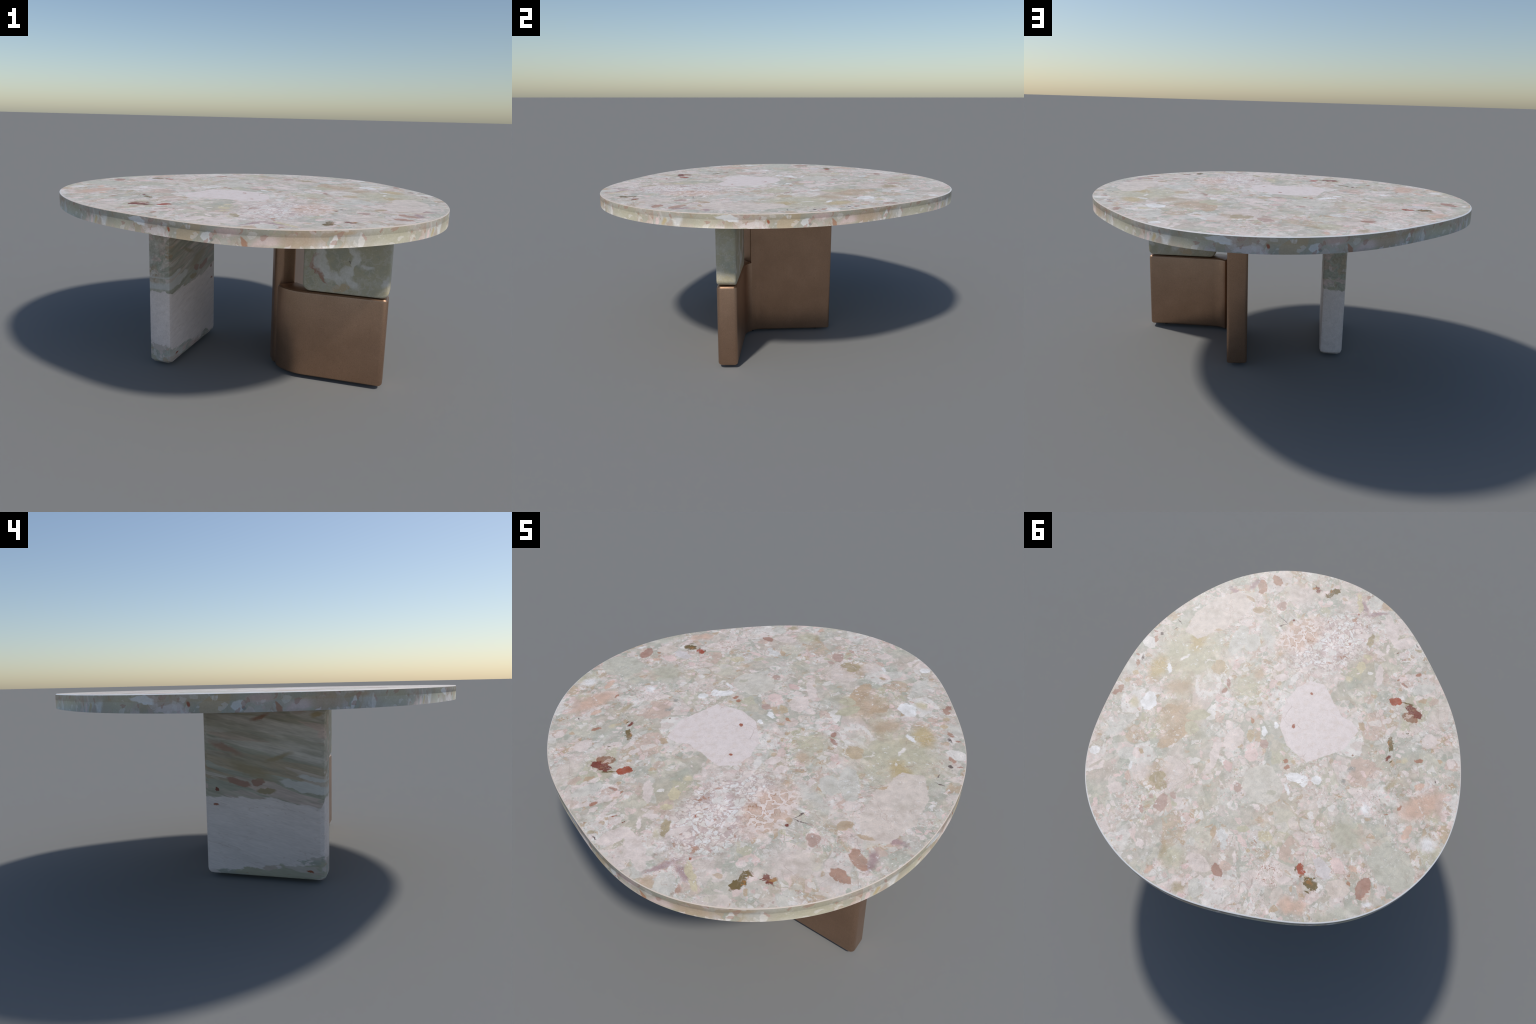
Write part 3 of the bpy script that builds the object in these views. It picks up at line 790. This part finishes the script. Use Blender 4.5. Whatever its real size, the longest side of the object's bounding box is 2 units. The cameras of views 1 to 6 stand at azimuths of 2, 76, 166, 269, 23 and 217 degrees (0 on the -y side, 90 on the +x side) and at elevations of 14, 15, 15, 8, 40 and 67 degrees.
def table_top(parent, mats):
    """Slab: top face, small pale arris, rim in two bands, underside."""
    N = 384
    levels = [(TOP_Z, -0.0060), (LIP_Z, -0.0008), (STEP_Z, 0.0), (UNDER_Z, 0.0)]
    verts, faces, mat, normals = [], [], [], []
    for z, inset in levels:
        for i in range(N):
            a = 2 * pi * i / N
            # the pale edge line is a little wider on the far side of the table
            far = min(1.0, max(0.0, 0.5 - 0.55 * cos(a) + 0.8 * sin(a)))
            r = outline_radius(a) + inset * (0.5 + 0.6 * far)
            verts.append((r * cos(a), r * sin(a), z))
    xs = [v[0] for v in verts]
    ys = [v[1] for v in verts]
    mx, my = (max(xs) + min(xs)) / 2, (max(ys) + min(ys)) / 2
    k = 2.0 / (max(ys) - min(ys))
    verts = [((x - mx) * k, (y - my) * k, z) for x, y, z in verts]
    out = []
    for i in range(N):
        a, b = Vector(verts[2 * N + (i + 1) % N]), Vector(verts[2 * N + (i - 1) % N])
        t = (a - b).normalized()
        out.append(Vector((t.y, -t.x, 0)))

    def tilt(i, deg):
        return out[i] * cos(radians(deg)) + Vector((0, 0, sin(radians(deg))))

    # tilt of the shading normal at the (lower, upper) edge of each band
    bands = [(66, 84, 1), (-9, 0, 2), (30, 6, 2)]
    for b, (lo, hi, m) in enumerate(bands):
        for i in range(N):
            j = (i + 1) % N
            faces.append(((b + 1) * N + i, (b + 1) * N + j, b * N + j, b * N + i))
            normals += [tilt(i, lo), tilt(j, lo), tilt(j, hi), tilt(i, hi)]
            mat.append(m)
    faces.append(tuple(range(N)))
    normals += [Vector((0, 0, 1))] * N
    mat.append(0)
    faces.append(tuple(range(4 * N - 1, 3 * N - 1, -1)))
    normals += [Vector((0, 0, -1))] * N
    mat.append(2)
    me = bpy.data.meshes.new('table_top')
    me.from_pydata(verts, [], faces)
    me.update()
    ob = link('table_top', me, parent, mats)
    for f, m in zip(me.polygons, mat):
        f.material_index = m
        f.use_smooth = True
    me.normals_split_custom_set([n[:] for n in normals])
    return ob


def rounded(points, radii, steps=5):
    """Plan polygon with its corners rounded off (radius 0 keeps the corner)."""
    out, n = [], len(points)
    for i in range(n):
        p, r = Vector(points[i]), radii[i]
        if r <= 0:
            out.append(tuple(p))
            continue
        a, b = (Vector(points[i - 1]) - p), (Vector(points[(i + 1) % n]) - p)
        half = a.angle(b) / 2
        a.normalize()
        b.normalize()
        reach = r / math.tan(half)
        c = p + (a + b).normalized() * (r / sin(half))
        u, v = p + a * reach - c, p + b * reach - c
        for k in range(steps + 1):
            f = k / steps
            out.append(tuple(c + (u * (1 - f) + v * f).normalized() * r))
    return out


def prism(name, plan, z0, z1, parent, material, bevel, segments, top_bevel=True, frame=None, sharp=28):
    """Slab: extrude an outline from z0 to z1 and round the edges round both faces."""
    bm = bmesh.new()
    lo = [bm.verts.new((x, y, z0)) for x, y in plan]
    hi = [bm.verts.new((x, y, z1)) for x, y in plan]
    n = len(plan)
    bm.faces.new(list(reversed(lo)))
    bm.faces.new(hi)
    for i in range(n):
        j = (i + 1) % n
        bm.faces.new((lo[i], lo[j], hi[j], hi[i]))
    bmesh.ops.recalc_face_normals(bm, faces=bm.faces)
    flat = [e for e in bm.edges if abs(e.verts[0].co.z - e.verts[1].co.z) < 1e-6]
    if not top_bevel:
        flat = [e for e in flat if e.verts[0].co.z < z1 - 1e-4]
    bmesh.ops.bevel(bm, geom=flat, offset=bevel, segments=segments, profile=0.5, affect='EDGES', clamp_overlap=False)
    me = bpy.data.meshes.new(name)
    if frame:
        bm.transform(frame)
    bmesh.ops.recalc_face_normals(bm, faces=bm.faces)
    bm.to_mesh(me)
    bm.free()
    for f in me.polygons:
        f.use_smooth = True
    me.set_sharp_from_angle(angle=radians(sharp))
    return link(name, me, parent, [material])


def arc(c, r, a0, a1, steps):
    return [(c[0] + r * cos(radians(a0 + (a1 - a0) * i / steps)), c[1] + r * sin(radians(a0 + (a1 - a0) * i / steps))) for i in range(steps + 1)]


def glide(parent, x, y, mesh):
    ob = link('glide', mesh, parent)
    ob.location = (x, y, 0)
    return ob


def main():
    bronze_mat, rub = bronze(), rubber()
    root = bpy.data.objects.new('marble_table', None)
    bpy.context.scene.collection.objects.link(root)
    root['label'] = 'rounded breccia marble table on marble slab and bronze legs'
    root['category'] = 'coffee table'

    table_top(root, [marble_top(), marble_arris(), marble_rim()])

    # marble slab leg: local x runs along the slab, local z up
    ang = radians(73)
    t, nn = Vector((cos(ang), sin(ang))), Vector((-sin(ang), cos(ang)))
    mid = nn * 0.3075                       # the slab's middle plane
    a0, a1, h = -0.388, 0.168, SLAB / 2
    # outlines drawn in (along, up) are extruded across the slab
    stand = Matrix(((1, 0, 0, 0), (0, 0, 1, 0), (0, 1, 0, 0), (0, 0, 0, 1)))
    z0, z1 = FLOOR_GAP - 0.001, UNDER_Z + 0.0005
    face = rounded([(a0, z0), (a1, z0), (a1, z1), (a0, z1)], [0.028, 0.028, 0.026, 0.024], 3)
    leg = prism('stone_leg', face, -h, h, root, marble_leg(), 0.022, 2, True, stand, sharp=24)
    leg.matrix_local = Matrix.Translation((mid.x, mid.y, 0)) @ Matrix.Rotation(ang, 4, 'Z')

    # bronze: straight panel with a curved end, then a half-height arm
    c, ro = (0.3576, -0.154), 0.2140
    ri = ro - 0.104
    back, front, cut = 169.7, 254.7, 204.0
    d = (cos(radians(79.7)), sin(radians(79.7)))
    e = (cos(radians(-15.3)), sin(radians(-15.3)))
    L, B = 0.403, 0.380
    outer, inner = arc(c, ro, back, cut - 0.1, 6), arc(c, ri, back, cut - 0.1, 6)
    outer, inner = outer[:3] + outer[-1:], inner[:5] + inner[-1:]
    panel = [(outer[0][0] + d[0] * L, outer[0][1] + d[1] * L)] + outer + inner[::-1] + [(inner[0][0] + d[0] * L, inner[0][1] + d[1] * L)]
    radii = [0.014] + [0] * 3 + [0.034] + [0.010] + [0] * 5 + [0.014]
    prism('bronze_leg', rounded(panel, radii), FLOOR_GAP, UNDER_Z + 0.0005, root, bronze_mat, 0.011, 3, False)
    proud = 0.012                           # the arm is a little thicker than the panel where they meet
    f = (cos(radians(-17.6)), sin(radians(-17.6)))
    outer, inner = arc(c, ro, cut + 0.1, front, 16), arc(c, ri - proud, cut + 0.1, front - 2.3, 16)
    outer, inner = outer[:1] + outer[4:], inner[:1] + inner[1:]
    arm = outer + [(outer[-1][0] + e[0] * B, outer[-1][1] + e[1] * B), (inner[-1][0] + f[0] * B, inner[-1][1] + f[1] * B)] + inner[::-1]
    radii = [0.020] + [0] * (len(outer) - 1) + [0.024, 0.017] + [0] * len(inner)
    prism('bronze_arm', rounded(arm, radii), FLOOR_GAP, 0.440, root, bronze_mat, 0.015, 3, True)

    # hanging marble block over the arm
    o = outer[-1]
    thick = 0.099
    face = rounded([(-0.018, 0.4435), (B - 0.001, 0.4435), (B - 0.001, z1), (-0.018, z1)], [0.036, 0.030, 0.004, 0.004], 5)
    block = prism('stone_block', face, 0.001, thick, root, marble_block(), 0.010, 3, True, stand, sharp=35)
    for v in block.data.vertices:           # the block tapers like the arm below it
        v.co.y *= 1.0 + 0.14 * (1.0 - v.co.x / B)
    block.matrix_local = Matrix.Translation((o[0], o[1], 0)) @ Matrix.Rotation(radians(-15.3), 4, 'Z')

    bm = bmesh.new()
    bmesh.ops.create_cone(bm, cap_ends=True, segments=24, radius1=0.007, radius2=0.007, depth=FLOOR_GAP + 0.004, matrix=Matrix.Translation((0, 0, (FLOOR_GAP + 0.004) / 2)))
    gm = bpy.data.meshes.new('glide')
    bm.to_mesh(gm)
    bm.free()
    gm.materials.append(rub)
    for s in (-0.30, 0.08):
        p = mid + t * s
        glide(root, p.x, p.y, gm)
    glide(root, 0.27, 0.19, gm)
    glide(root, 0.60, -0.375, gm)
    glide(root, 0.222, -0.18, gm)


main()
